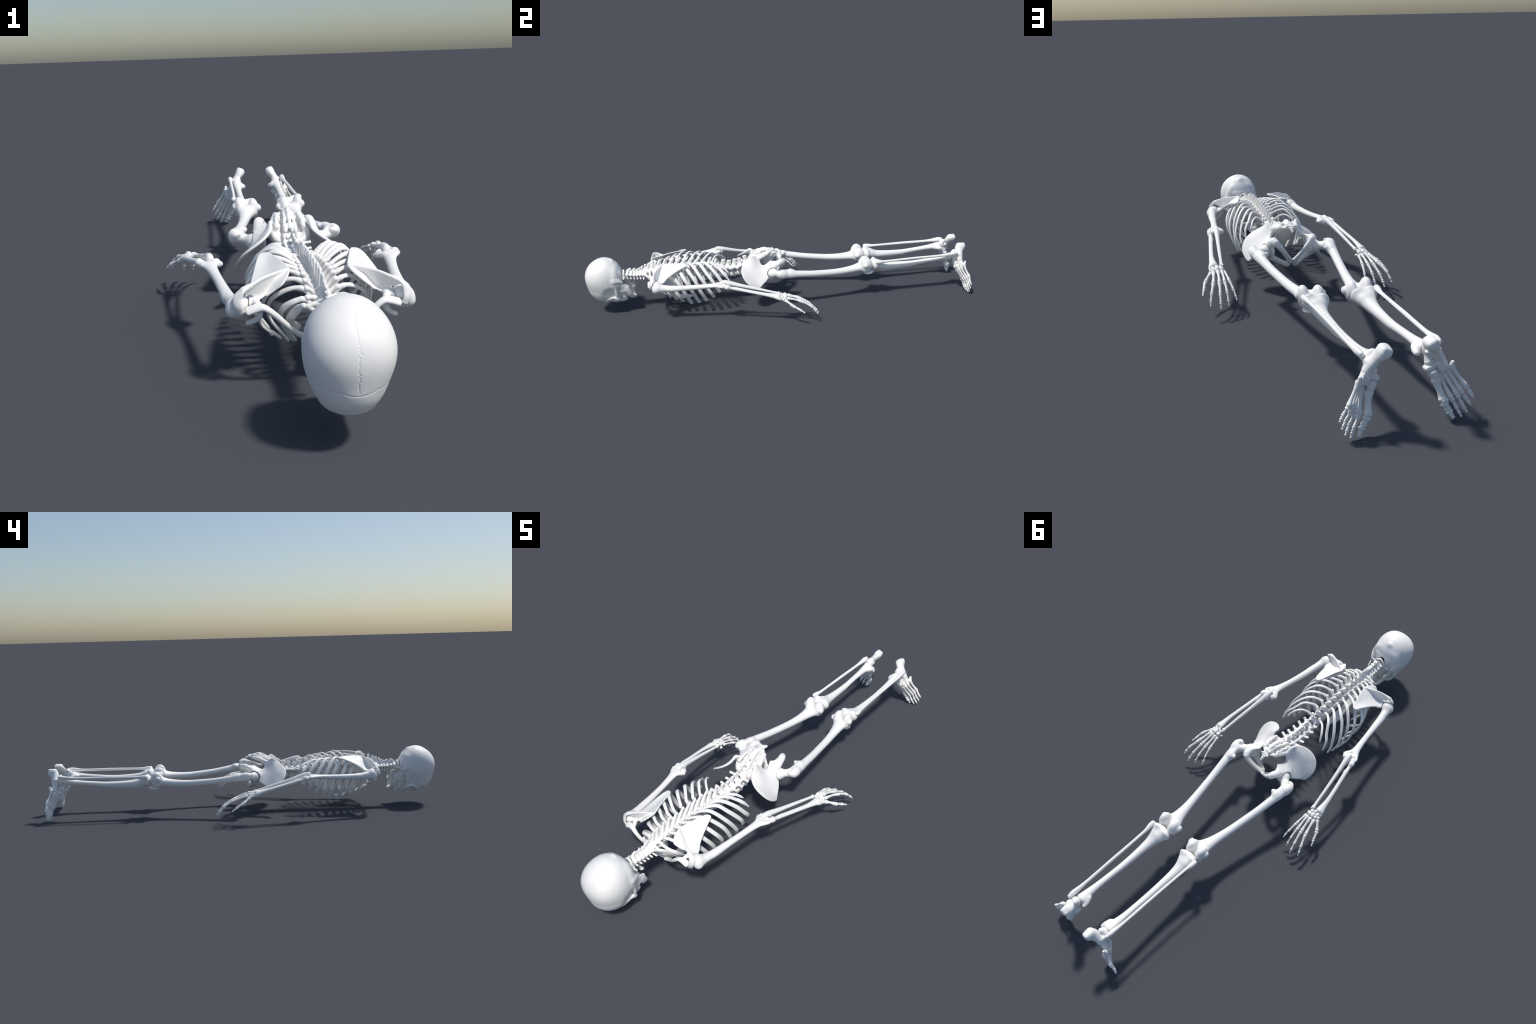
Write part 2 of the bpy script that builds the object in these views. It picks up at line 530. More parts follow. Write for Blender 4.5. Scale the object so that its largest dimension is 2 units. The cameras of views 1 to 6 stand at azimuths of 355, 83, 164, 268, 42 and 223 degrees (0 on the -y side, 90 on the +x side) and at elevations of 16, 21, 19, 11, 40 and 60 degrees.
def spine():
    ys = CERV_Y + THOR_Y + LUMB_Y
    # level -> size tables (0 = atlas, 7 = first thoracic, 19 = first lumbar)
    BX = {1: .0105, 6: .0135, 7: .0150, 12: .0155, 18: .0215, 19: .0235, 23: .0275}
    BY = {1: .0072, 6: .0070, 7: .0095, 12: .0120, 18: .0135, 19: .0140, 23: .0145}
    BZ = {1: .0085, 6: .0095, 7: .0100, 12: .0150, 18: .0165, 19: .0175, 23: .0185}
    ZB = {1: .187, 3: .182, 6: .181, 7: .182, 12: .185, 16: .176, 18: .167, 19: .163, 21: .160, 22: .164, 23: .174}
    TX = {1: .024, 5: .030, 6: .038, 7: .044, 9: .042, 14: .040, 17: .030, 18: .026, 19: .038, 20: .0445, 21: .046, 22: .048, 23: .052}
    TZ = {1: .190, 6: .197, 7: .226, 9: .243, 14: .247, 17: .232, 18: .220, 19: .209, 21: .202, 22: .203, 23: .212}
    TILT = {1: -.10, 5: .12, 7: .20, 10: .08, 14: -.05, 18: -.10, 20: -.02, 22: .18, 23: .35}
    for i, y in enumerate(ys):
        b = Bone()
        sy, sz = SPINE_TIP[i]
        if i == 0:                                   # atlas: a ring
            ring = [(.021, y, .192), (.019, y, .207), (.011, y + .001, .220), (0, y + .001, .2265), (-.011, y + .001, .220), (-.019, y, .207), (-.021, y, .192),
                    (-.012, y, .178), (0, y, .174), (.012, y, .178), (.021, y, .192)]
            b.add(tube(ring, .0035, wide=.0048, w=(0, 1, 0)))
            b.add(tube([(.021, y - .001, .191), (.032, y - .001, .191), (.043, y, .193)], [.0065, .004, .0036]), .005, both=True)
            b.add(ball((.020, y, .190), (.0075, .0085, .010)), .004, both=True)
            single('vertebra', b, .0011)
            continue
        bx, by, bz, zb = lerp(i, BX), lerp(i, BY), lerp(i, BZ), lerp(i, ZB)
        tx, tz, tilt = lerp(i, TX), lerp(i, TZ), lerp(i, TILT)
        neck, lumbar = i < 7, i >= 19
        b.add(vertebra_body(y, zb, bx, by, bz, tilt))
        zc = zb + bz + (.010 if neck else .0115)      # middle of the canal
        px = bx * (.85 if not lumbar else .65) + (.003 if neck else 0)
        zl = zb + bz + (.016 if neck else .020)       # height of the lamina
        b.add(tube([(px * .75, y - by * .3, zb + bz * .6), (px * .95, y - by * .25, zc), (px, y - by * .1, zl - .004)], [.0040, .0042, .0048] if neck else [.0055, .0055, .0060]), .004, both=True)
        if neck:
            yl = y + .003
            b.add(tube([(px + .003, y, zl - .004), (px * .6, y + .002, zl + .003), (0, yl, zl + .008)], [.0032, .0034, .004], wide=[.0082, .0080, .0070], w=(0, 1, .25)), .004, both=True)
            b.add(ball((px + .006, y + .001, zl - .007), (.0075, .0090, .0062), frame((0, .92, .4))), .004, both=True)
            b.add(tube([(px, y, zb + .004), (tx * .75, y + .001, zb + .002), (tx, y + .002, zb + .001)], [.0045, .0038, .0036]), .004, both=True)
            b.add(tube([(0, yl, zl + .005), (0, .5 * (yl + sy) + .001, .5 * (zl + sz) + .002), (0, sy - .001, sz - .004)], [.0040, .0028, .0032], wide=[.0078, .0064, .0046], w=(0, 1, 0)), .004)
            if i == 1:
                b.add(tube([(0, y - .004, zb), (0, y - .016, zb - .002)], [.0060, .0045]), .004)
                b.add(tube([(0, yl, zl + .006), (0, sy - .003, sz - .006)], [.004, .0055], wide=[.009, .0085], w=(0, 1, 0)), .004)
            if i < 6:
                b.add(tube([(0, sy - .001, sz - .007), (.0048, sy + .002, sz - .002)], [.0030, .0024]), .003, both=True)
            else:
                b.add(ball((0, sy, sz - .005), (.0042, .0070, .0045)), .003)
        elif not lumbar:
            tip = V(*SIDE_TIP[i - 7])
            yl = y + .004
            b.add(tube([(px + .001, y - .006, zl - .002), (px * .55, y - .001, zl + .004), (0, yl, zl + .008)], [.0042, .0042, .0050], wide=[.0125, .0130, .0125], w=(0, 1, .25)), .005, both=True)
            b.add(tube([(px + .002, y - by * 1.15, zl - .003), (px, y, zl - .001), (px * .8, y + by * 1.25, zl + .003)], [.0042, .0062, .0048]), .005, both=True)
            b.add(tube([(px, y - .004, zl - .003), (.45 * px + .55 * tip[0], .4 * (y - .004) + .6 * tip[1], .45 * zl + .55 * tip[2]), tip + V(-.002, 0, -.003)], [.0072, .0058, .0062]), .006, both=True)
            b.add(ball(tip + V(-.003, 0, -.003), (.0060, .0066, .0058)), .004, both=True)
            b.add(tube([(0, yl - .006, zl + .004), (0, .55 * yl + .45 * sy, .45 * zl + .55 * sz + .001), (0, sy - .005, sz - .0045)], [.0095, .0060, .0036],
                       wide=[.0100, .0085, .0060], w=(0, .35, 1)), .006)
            b.add(tube([(0, yl + .002, zl + .010), (0, .5 * (yl + sy), .35 * zl + .65 * sz + .002), (0, sy - .002, sz - .002)], [.0030, .0024, .0024]), .006)
        else:
            yl = y + by * .5
            b.add(tube([(px, y - by * .2, zl - .003), (px * .55, y + by * .15, zl + .003), (0, yl, zl + .006)], [.0045, .0048, .0055], wide=[.0125, .0125, .0120], w=(0, 1, .15)), .005, both=True)
            ax_ = px + .003
            b.add(tube([(ax_ + .001, y - by * 1.2, zl - .004), (ax_, y, zl - .001), (ax_ * .85, y + by * 1.4, zl + .004)], [.0058, .0075, .0058]), .005, both=True)
            b.add(ball((ax_ + .003, y - by * .8, zl + .002), (.0055, .0065, .0060)), .005, both=True)
            ty = y - .0105
            b.add(tube([(px, y - by * .3, zl - .006), (.55 * tx + .4 * px, .5 * (ty + y - by * .3), .5 * (zl - .006 + tz)), (tx - .002, ty, tz)], [.0062, .0045, .0045], wide=[.0075, .0062, .0064], w=(0, 1, 0)), .006, both=True)
            mid_ = (0, .5 * (yl + sy), .5 * (zl + sz) + .001)
            b.add(tube([(0, yl, zl + .002), mid_, (0, sy, sz - .006)], [.0050, .0036, .0042], wide=[.0105, .0100, .0112], w=(0, 1, .1)), .006)
            b.add(ball((0, sy + .001, sz - .006), (.0050, .0112, .0060)), .003)
        single('vertebra', b, .0011 if neck else .0013)

    # sacrum: fused wedge with holes and rough crests
    s = Bone()
    line = [(0, -.150, .196), (0, -.126, .222), (0, -.100, .243), (0, -.074, .258), (0, -.052, .266), (0, -.036, .271)]
    s.add(tube(line, [.0200, .0160, .0125, .0100, .0085, .0070], wide=[.040, .047, .046, .042, .034, .015], w=(1, 0, 0)))
    s.add(vertebra_body(-.155, .192, .027, .010, .019, .55), .006)
    s.add(tube([(.020, -.152, .202), (.042, -.146, .214), (.051, -.128, .236), (.049, -.104, .250), (.043, -.080, .260), (.036, -.058, .266)], [.010, .012, .0105, .0085, .0075, .0060]), .010, both=True)
    # crests along the back: one in the middle, two on each side
    s.add(tube([(0, -.146, .240), (0, -.132, .254), (0, -.118, .266), (0, -.104, .275), (0, -.090, .284), (0, -.076, .286), (0, -.064, .287), (0, -.048, .281)],
               [.0042, .0062, .0044, .0064, .0048, .0064, .0050, .0042], n=4), .012)
    s.add(tube([(.0150, -.150, .238), (.0145, -.132, .250), (.0150, -.120, .258), (.0125, -.108, .266), (.0130, -.096, .272), (.0110, -.084, .277), (.0115, -.072, .279), (.0100, -.056, .279), (.0090, -.044, .281)],
               [.0060, .0068, .0044, .0058, .0040, .0054, .0038, .0046, .0034], n=4), .010, both=True)
    s.add(tube([(.0400, -.136, .248), (.0370, -.122, .260), (.0385, -.110, .262), (.0345, -.098, .268), (.0350, -.086, .269), (.0310, -.074, .272), (.0320, -.060, .270)],
               [.0075, .0080, .0055, .0072, .0050, .0062, .0050], n=4), .012, both=True)
    for yy, zz, xx, rr in ((-.134, .244, .0265, .0050), (-.111, .258, .0245, .0056), (-.087, .268, .0230, .0058), (-.063, .272, .0205, .0046)):
        s.cut(tube([(xx, yy - .018, zz - .026), (xx, yy, zz), (xx, yy + .010, zz + .020)], [rr * .9, rr, rr * 1.15]), .004, both=True)
    s.cut(tube([(0, -.166, .218), (0, -.140, .240), (0, -.118, .256)], [.0085, .0065, .004], wide=[.013, .010, .006], w=(1, 0, 0)), .003)
    s.add(tube([(.019, -.148, .228), (.0205, -.165, .222)], [.0065, .0050]), .006, both=True)

    def rough(p):
        q = p.astype(float)
        n = np.sin(q[:, 0] * 310 + 1.3 * np.sin(q[:, 1] * 240)) * np.sin(q[:, 1] * 330 + 2 * np.sin(q[:, 2] * 200)) * np.sin(q[:, 2] * 290 + 1.1)
        w_ = np.clip((q[:, 2] - .205 + (q[:, 1] + .15) * -.65) / .03, 0, 1)
        return (.0008 * n * w_).astype(F)
    s.bump = rough
    single('sacrum', s, .0012)
    c = Bone()
    c.add(block((0, -.028, .2755), (.013, .0060, .0050), .004, frame((0, .95, -.3))))
    c.add(tube([(.008, -.028, .277), (.0165, -.024, .279)], [.0042, .0034]), .004, both=True)
    c.add(tube([(.0045, -.034, .280), (.0050, -.041, .282)], [.003, .0022]), .003, both=True)
    c.add(ball((0, -.0185, .2715), (.0095, .0055, .0045)), .0025)
    c.add(tube([(.006, -.019, .273), (.0105, -.020, .274)], [.003, .0022]), .003, both=True)
    c.add(ball((0, -.0095, .2675), (.0070, .0050, .0042)), .002)
    c.add(ball((0, -.0025, .2625), (.0050, .0046, .0040)), .002)
    c.bump = lambda p: (.0005 * np.sin(p[:, 0] * 600) * np.sin(p[:, 1] * 700)).astype(F)
    single('coccyx', c, .0009)


# --------------------------------------------------------------------------
#  rib cage
# --------------------------------------------------------------------------
# centre lines from the head of the rib to its free front end
RIBS = {
    12: [(.019, -.351, .180), (.030, -.347, .216), (.060, -.325, .240), (.083, -.298, .234), (.092, -.283, .220), (.098, -.272, .207)],
    11: [(.019, -.387, .184), (.030, -.390, .230), (.072, -.352, .255), (.099, -.313, .228), (.118, -.291, .204), (.123, -.268, .170)],
    10: [(.019, -.423, .189), (.036, -.423, .236), (.077, -.385, .260), (.118, -.341, .223), (.138, -.306, .170), (.137, -.288, .143)],
    9: [(.019, -.458, .192), (.039, -.456, .240), (.087, -.416, .263), (.123, -.387, .231), (.149, -.346, .170), (.138, -.322, .121)],
    8: [(.019, -.492, .194), (.039, -.489, .245), (.091, -.456, .265), (.139, -.411, .204), (.146, -.371, .130), (.128, -.352, .090)],
    7: [(.019, -.525, .196), (.041, -.527, .246), (.099, -.494, .263), (.147, -.449, .208), (.153, -.417, .136), (.130, -.391, .075)],
    6: [(.019, -.556, .197), (.043, -.556, .247), (.101, -.525, .254), (.152, -.494, .208), (.153, -.460, .142), (.102, -.428, .055)],
    5: [(.018, -.586, .197), (.044, -.585, .246), (.090, -.560, .246), (.135, -.535, .201), (.143, -.498, .131), (.099, -.467, .052)],
    4: [(.018, -.615, .196), (.044, -.616, .240), (.085, -.596, .235), (.124, -.565, .180), (.131, -.527, .110), (.082, -.510, .060)],
    3: [(.018, -.643, .195), (.044, -.642, .230), (.080, -.628, .224), (.114, -.601, .190), (.113, -.576, .140), (.068, -.541, .067)],
    2: [(.018, -.670, .193), (.046, -.668, .214), (.074, -.664, .206), (.093, -.641, .180), (.087, -.609, .138), (.057, -.575, .079)],
    1: [(.018, -.695, .192), (.046, -.688, .205), (.058, -.675, .196), (.070, -.657, .175), (.073, -.637, .151), (.052, -.613, .124)],
}


def ribs():
    for i, C in RIBS.items():
        C = np.array(C)
        # cross-section: flat against the chest wall
        T = np.gradient(spline(C, 4), axis=0)[::4]
        out = C - V(0, 0, .155)
        out[:, 1] = 0
        out /= np.linalg.norm(out, axis=1)[:, None]
        if i <= 2:
            flat = .85 if i == 1 else .45
            out = out * (1 - flat) + flat * V(0, -1, .35)
        w = np.cross(T, out)
        big = {1: .0105, 2: .0085, 12: .0058, 11: .0075}.get(i, .0086)
        thin = {1: .0030, 12: .0034}.get(i, .0038)
        wide = np.array([.0050, .0056, .90 * big, big, 1.0 * big, 1.08 * big])
        r = np.array([.0046, .0050, thin * 1.15, thin, thin, thin])
        if i >= 11:
            wide[-1] = big * .55
        b = Bone()
        b.add(tube(C, r, wide=wide, w=w, n=8))
        b.add(ball(C[0], .0056), .004)
        if i < 11:
            b.add(ball(C[1] + V(.003, .001, .0015), (.0055, .0055, .0048)), .006)
        pair('rib', b, .0012)
    s = Bone()
    s.add(plate([(0, -.646, .100, .006), (.018, -.650, .104, .006), (.027, -.640, .102, .006), (.023, -.622, .092, .005), (.016, -.605, .083, .005), (.015, -.592, .076, .0045),
                 (-.015, -.592, .076, .0045), (-.016, -.605, .083, .005), (-.023, -.622, .092, .005), (-.027, -.640, .102, .006), (-.018, -.650, .104, .006)],
                [(0, -.620, .091, .0055)], (0, -.5, -.85)))
    s.add(plate([(.0155, -.589, .075, .0045), (.014, -.570, .067, .0045), (.018, -.545, .060, .0045), (.022, -.515, .053, .0045), (.021, -.490, .050, .004), (.012, -.470, .049, .004),
                 (-.012, -.470, .049, .004), (-.021, -.490, .050, .004), (-.022, -.515, .053, .0045), (-.018, -.545, .060, .0045), (-.014, -.570, .067, .0045), (-.0155, -.589, .075, .0045)],
                [(0, -.53, .056, .0045)], (0, -.25, -1)), .003)
    s.add(tube([(0, -.472, .049), (0, -.455, .049), (0, -.440, .051)], [.0032, .0028, .002], wide=[.009, .007, .003], w=(1, 0, 0)), .005)
    single('sternum', s, .0013)


# --------------------------------------------------------------------------
#  shoulder and arm
# --------------------------------------------------------------------------
def shoulder():
    c = Bone()
    c.add(tube([(.170, -.665, .193), (.152, -.666, .199), (.134, -.669, .200), (.112, -.672, .184), (.090, -.668, .161), (.064, -.657, .134), (.040, -.649, .117), (.020, -.646, .109)],
               [.0070, .0072, .0070, .0070, .0066, .0064, .0072, .0090], wide=[.0125, .0120, .0098, .0080, .0072, .0070, .0085, .0115], w=(.15, .9, .35)))
    pair('collarbone', c, .0013)

    s = Bone()
    out = [(.116, -.473, .268, .0040), (.104, -.478, .271, .0032), (.097, -.492, .272, .0026), (.089, -.520, .273, .0022), (.078, -.560, .272, .0022), (.068, -.598, .266, .0026), (.075, -.630, .257, .0022), (.090, -.652, .246, .0024),
           (.104, -.650, .234, .0016), (.120, -.640, .219, .0018), (.134, -.634, .211, .0025), (.152, -.636, .206, .0065), (.168, -.634, .201, .0075), (.170, -.600, .205, .0065),
           (.158, -.580, .220, .0055), (.148, -.553, .237, .0048), (.138, -.520, .253, .0046), (.130, -.494, .263, .0044), (.124, -.479, .266, .0042)]
    inn = [(.112, -.560, .252, .0014), (.128, -.585, .235, .0018), (.100, -.620, .246, .0014), (.112, -.520, .261, .0016), (.120, -.612, .228, .002)]
    s.add(plate(out, inn, (.42, -.2, .87)))
    # shoulder-blade spine: a fin that rises towards the acromion
    s.add(plate([(.068, -.599, .266, .0022), (.100, -.615, .263, .0024), (.132, -.632, .258, .0028), (.160, -.644, .247, .0034), (.180, -.648, .240, .0040), (.176, -.645, .228, .0036),
                 (.160, -.637, .221, .0030), (.148, -.632, .212, .0026), (.132, -.624, .220, .0020), (.105, -.612, .238, .0018), (.080, -.602, .256, .0018)],
                [(.130, -.628, .240, .0016)], (.41, .91, .05)), .006)
    s.add(tube([(.072, -.600, .265), (.100, -.615, .262), (.132, -.632, .257), (.160, -.644, .246), (.178, -.648, .239)], [.0022, .0026, .0030, .0034, .0040]), .006)
    s.add(tube([(.162, -.644, .244), (.180, -.650, .236), (.191, -.656, .221), (.191, -.663, .204), (.184, -.665, .190)], [.0042, .0048, .0050, .0046, .0040],
               wide=[.0050, .0100, .0122, .0118, .0085], w=[(.3, .9, .3), (.5, .8, -.1), (.7, .65, .3), (.8, .5, .2), (.9, .3, .1)]), .006)
    # socket and coracoid hook
    s.add(ball((.165, -.627, .201), (.0085, .0215, .0150), frame((.0, 1, 0), (-.3, 0, 1))), .008)
    s.add(tube([(.150, -.640, .206), (.143, -.655, .195), (.146, -.660, .176), (.160, -.652, .163), (.170, -.646, .158)], [.0085, .0080, .0070, .0062, .0055]), .007)
    s.cut(ball((.186, -.631, .199), (.0245, .0265, .0245)), .003)
    s.cut(ball((.131, -.640, .213), (.006, .0075, .008)), .005)
    pair('shoulder_blade', s, .0013)


def arm():
    h = Bone()
    h.add(ball((.187, -.631, .199), (.0232, .0250, .0232)))
    h.add(ball((.200, -.634, .190), (.0145, .0185, .0180)), .012)
    h.add(ball((.2055, -.6395, .184), (.0095, .0090, .0095)), .010)
    h.add(ball((.190, -.628, .176), (.0085, .0130, .0080)), .010)
    h.add(tube([(.195, -.625, .192), (.200, -.600, .191), (.206, -.565, .190), (.213, -.520, .190), (.221, -.465, .192), (.229, -.415, .195), (.238, -.365, .200), (.244, -.335, .203), (.246, -.318, .203)],
               [.0210, .0180, .0150, .0135, .0125, .0118, .0105, .0090, .0080], wide=[.0210, .0180, .0155, .0145, .0130, .0128, .0150, .0205, .0240], w=(1, 0, 0)), .012)
    h.add(ball((.216, -.545, .188), (.006, .030, .008)), .010)
    h.add(tube([(.232, -.330, .203), (.221, -.316, .200), (.216, -.309, .198)], [.0095, .0095, .0085]), .008)
    h.add(tube([(.262, -.330, .203), (.272, -.315, .203), (.274, -.308, .203)], [.0075, .0070, .0060]), .008)
    h.add(tube([(.226, -.299, .199), (.238, -.300, .199), (.249, -.301, .199)], [.0125, .0100, .0112]), .005)
    h.add(ball((.263, -.302, .197), (.0125, .0118, .0120)), .005)
    h.cut(ball((.241, -.317, .217), (.0115, .0120, .0090)), .005)
    h.cut(ball((.242, -.316, .188), (.0110, .0090, .0060)), .005)
    pair('humerus', h, .0015)

    u = Bone()
    u.add(tube([(.243, -.303, .216), (.244, -.288, .213), (.247, -.265, .206), (.254, -.220, .194), (.263, -.160, .179), (.270, -.110, .166), (.276, -.065, .154), (.280, -.040, .1475)],
               [.0098, .0110, .0105, .0082, .0072, .0066, .0060, .0066], wide=[.0100, .0115, .0120, .0095, .0080, .0070, .0062, .0070], w=(0, .3, 1)))
    u.add(ball((.242, -.309, .214), (.0098, .0080, .0085)), .006)
    u.add(tube([(.244, -.280, .205), (.242, -.280, .190)], [.0105, .0050], wide=[.010, .010], w=(1, 0, 0)), .008)
    u.add(ball((.280, -.038, .147), (.0082, .0065, .0080)), .005)
    u.add(tube([(.277, -.036, .150), (.276, -.028, .149)], [.0038, .0024]), .003)
    u.cut(tube([(.226, -.3005, .199), (.260, -.3005, .199)], .0118), .003)
    pair('ulna', u, .0013)

    r = Bone()
    r.add(tube([(.271, -.291, .199), (.272, -.2865, .199)], [.0120, .0118], wide=[.0122, .0122], w=(1, 0, 0), n=2))
    r.add(tube([(.272, -.287, .199), (.274, -.270, .194), (.278, -.245, .189), (.287, -.200, .179), (.297, -.150, .168), (.305, -.105, .158), (.309, -.070, .150), (.311, -.045, .1445)],
               [.0085, .0076, .0085, .0075, .0074, .0078, .0095, .0118], wide=[.0085, .0076, .0088, .0086, .0088, .0098, .0132, .0172], w=(.9, .1, -.45)), .006)
    r.add(ball((.272, -.248, .186), (.0062, .0110, .0060)), .005)
    r.add(tube([(.317, -.052, .142), (.323, -.041, .137), (.326, -.034, .134)], [.0090, .0075, .0048]), .006)
    r.add(ball((.311, -.047, .152), (.004, .009, .004)), .005)
    r.cut(ball((.306, -.022, .141), (.0185, .0145, .0110)), .003)
    pair('radius', r, .0013)


def small_long(A, B, base, mid, head, bow=(0, 0, 0), gap=.0010, flat=1.0, up=(0, 0, 1)):
    """short hand or foot bone from joint A to joint B"""
    A, B = np.asarray(A, float), np.asarray(B, float)
    d = unit(B - A)
    A, B = A + d * (gap + base * .55), B - d * (gap + head * .75)
    t = np.array([0, .16, .36, .62, .85, 1.0])[:, None]
    P = A + (B - A) * t + np.asarray(bow) * (4 * t * (1 - t))
    r = np.array([base, base * .82, mid * 1.06, mid, head * .80, head])
    b = Bone()
    b.add(tube(P, r * flat, wide=r, w=np.cross(d, up)))
    b.add(ball(P[0] - d * base * .12, (base * 1.02, base * .55, base * .95 * flat), frame(d, up)), .002)
    return b


HAND = {
    'thumb': [(.327, -.013, .128), (.357, .021, .107), (.369, .053, .0895), (.378, .0745, .0755)],
    'index': [(.319, -.001, .135), (.335, .069, .117), (.351, .111, .095), (.358, .129, .075), (.362, .141, .058)],
    'middle': [(.304, .005, .143), (.312, .071, .117), (.320, .116, .090), (.324, .140, .066), (.326, .152, .047)],
    'ring': [(.289, .005, .140), (.291, .066, .117), (.292, .109, .092), (.293, .129, .068), (.293, .139, .050)],
    'little': [(.278, .002, .134), (.271, .059, .115), (.265, .094, .093), (.261, .111, .075), (.260, .124, .062)],
}


def hands():
    par = (group('hand', (.31, .05, .12)), group('hand', (-.31, .05, .12)))
    for name, J in HAND.items():
        th = name == 'thumb'
        k = {'thumb': 1.12, 'index': 1.03, 'middle': 1.03, 'ring': .95, 'little': .88}[name]
        up = unit(V(-.35, .25, .9)) if not th else unit(V(.55, .1, .55))
        for j in range(len(J) - 1):
            A, B = J[j], J[j + 1]
            if j == 0:
                b = small_long(A, B, .0076 * k, .0046 * k, .0072 * k, bow=up * .0018, up=up)
                pair('metacarpal', b, .0009, par)
            elif j == len(J) - 2:
                b = small_long(A, np.array(B) + unit(np.array(B) - A) * .002, .0054 * k, .0030 * k, .0034 * k, bow=up * .0005, gap=.0006, up=up, flat=.85)
                pair('finger_bone', b, .0008, par)
            else:
                s = 1.0 if j == 1 else .84
                b = small_long(A, B, .0072 * k * s, .0046 * k * s, .0058 * k * s, bow=up * .0012, gap=.0006, up=up, flat=.9)
                pair('finger_bone', b, .0008, par)
    carpals = [((.3145, -.0265, .1385), (.0095, .0070, .0065), (.8, .5, -.3)), ((.3005, -.0300, .1430), (.0070, .0065, .0078), (0, 1, 0)),
               ((.2870, -.0240, .1420), (.0070, .0068, .0070), (.5, 1, 0)), ((.2760, -.0160, .1285), (.0052, .0062, .0050), (0, 1, 0)),
               ((.3245, -.0205, .1315), (.0080, .0062, .0070), (.4, 1, -.3)), ((.3165, -.0105, .1380), (.0062, .0068, .0075), (.1, 1, -.2)),
               ((.3030, -.0105, .1440), (.0072, .0112, .0085), (.05, 1, -.1)), ((.2860, -.0085, .1400), (.0085, .0088, .0085), (-.1, 1, -.1))]
    for c, r, d in carpals:
        b = Bone()
        A = frame(d, (-.35, .25, .9))
        b.add(block(c, np.array(r) * .96, min(r) * .62, A))
        b.add(ball(np.array(c) + A[2] * r[2] * .25, np.array(r) * 1.02, A), .002)
        pair('carpal_bone', b, .0008, par)


# --------------------------------------------------------------------------
#  hip and leg
# --------------------------------------------------------------------------
def hip():
    b = Bone()
    out = [(.055, -.143, .269, .0070), (.060, -.170, .251, .0060), (.082, -.194, .231, .0050), (.110, -.204, .213, .0052), (.138, -.201, .192, .0056), (.157, -.186, .166, .0058),
           (.163, -.162, .142, .0052), (.156, -.134, .121, .0055), (.149, -.120, .117, .0052), (.140, -.104, .132, .0060), (.124, -.078, .149, .0085), (.108, -.062, .160, .012), (.092, -.052, .178, .014),
           (.080, -.058, .200, .012), (.067, -.084, .212, .0085), (.057, -.098, .225, .0075), (.047, -.104, .245, .0065), (.049, -.122, .259, .0070)]
    inn = [(.098, -.165, .216, .0022), (.128, -.165, .182, .0022), (.108, -.120, .187, .0035), (.085, -.130, .220, .0035), (.135, -.135, .153, .0040), (.075, -.150, .240, .0045)]
    b.add(plate(out, inn, (.81, .24, .53)))
    # body around the socket
    b.add(ball((.089, -.047, .182), (.0265, .034, .033), frame((0, 1, 0), (.2, 0, 1))), .014)
    # plate from the big notch to the spine of the ischium
    b.add(plate([(.068, -.087, .211, .0080), (.061, -.066, .223, .0055), (.0555, -.046, .2350, .0020), (.063, -.037, .2345, .0040), (.073, -.020, .2340, .0085), (.088, -.022, .218, .0110),
                 (.094, -.045, .200, .0120), (.086, -.072, .200, .0110)], [(.075, -.052, .219, .0075)], (.75, .1, .65)), .010)
    # ischium down to the sitting knob, then the ramus to the front joint
    b.add(tube([(.082, -.036, .208), (.083, -.014, .224), (.079, .004, .233), (.074, .014, .231)], [.0165, .0150, .0155, .0125]), .010)
    b.add(tube([(.074, .014, .229), (.058, .016, .211), (.042, .011, .190), (.025, .002, .165), (.012, -.007, .147)], [.0115, .0095, .0078, .0076, .0080], wide=[.0150, .0140, .0125, .0125, .0140], w=(-.3, .75, .5)), .008)
    # pubis: from the socket forward to the joint in the middle
    b.add(tube([(.090, -.048, .160), (.068, -.044, .147), (.046, -.038, .136), (.028, -.029, .127), (.018, -.023, .124)], [.0155, .0115, .0095, .0090, .0088], wide=[.0175, .0150, .0140, .0150, .0155], w=(.1, .8, .5)), .010)
    b.add(tube([(.018, -.026, .121), (.011, -.016, .133), (.0105, -.006, .145)], [.0068, .0068, .0066], wide=[.0110, .0100, .0095], w=(1, .2, .5)), .008)
    # socket
    b.cut(ball((.1015, -.041, .182), .0305), .003)
    pair('hip_bone', b, .0015)


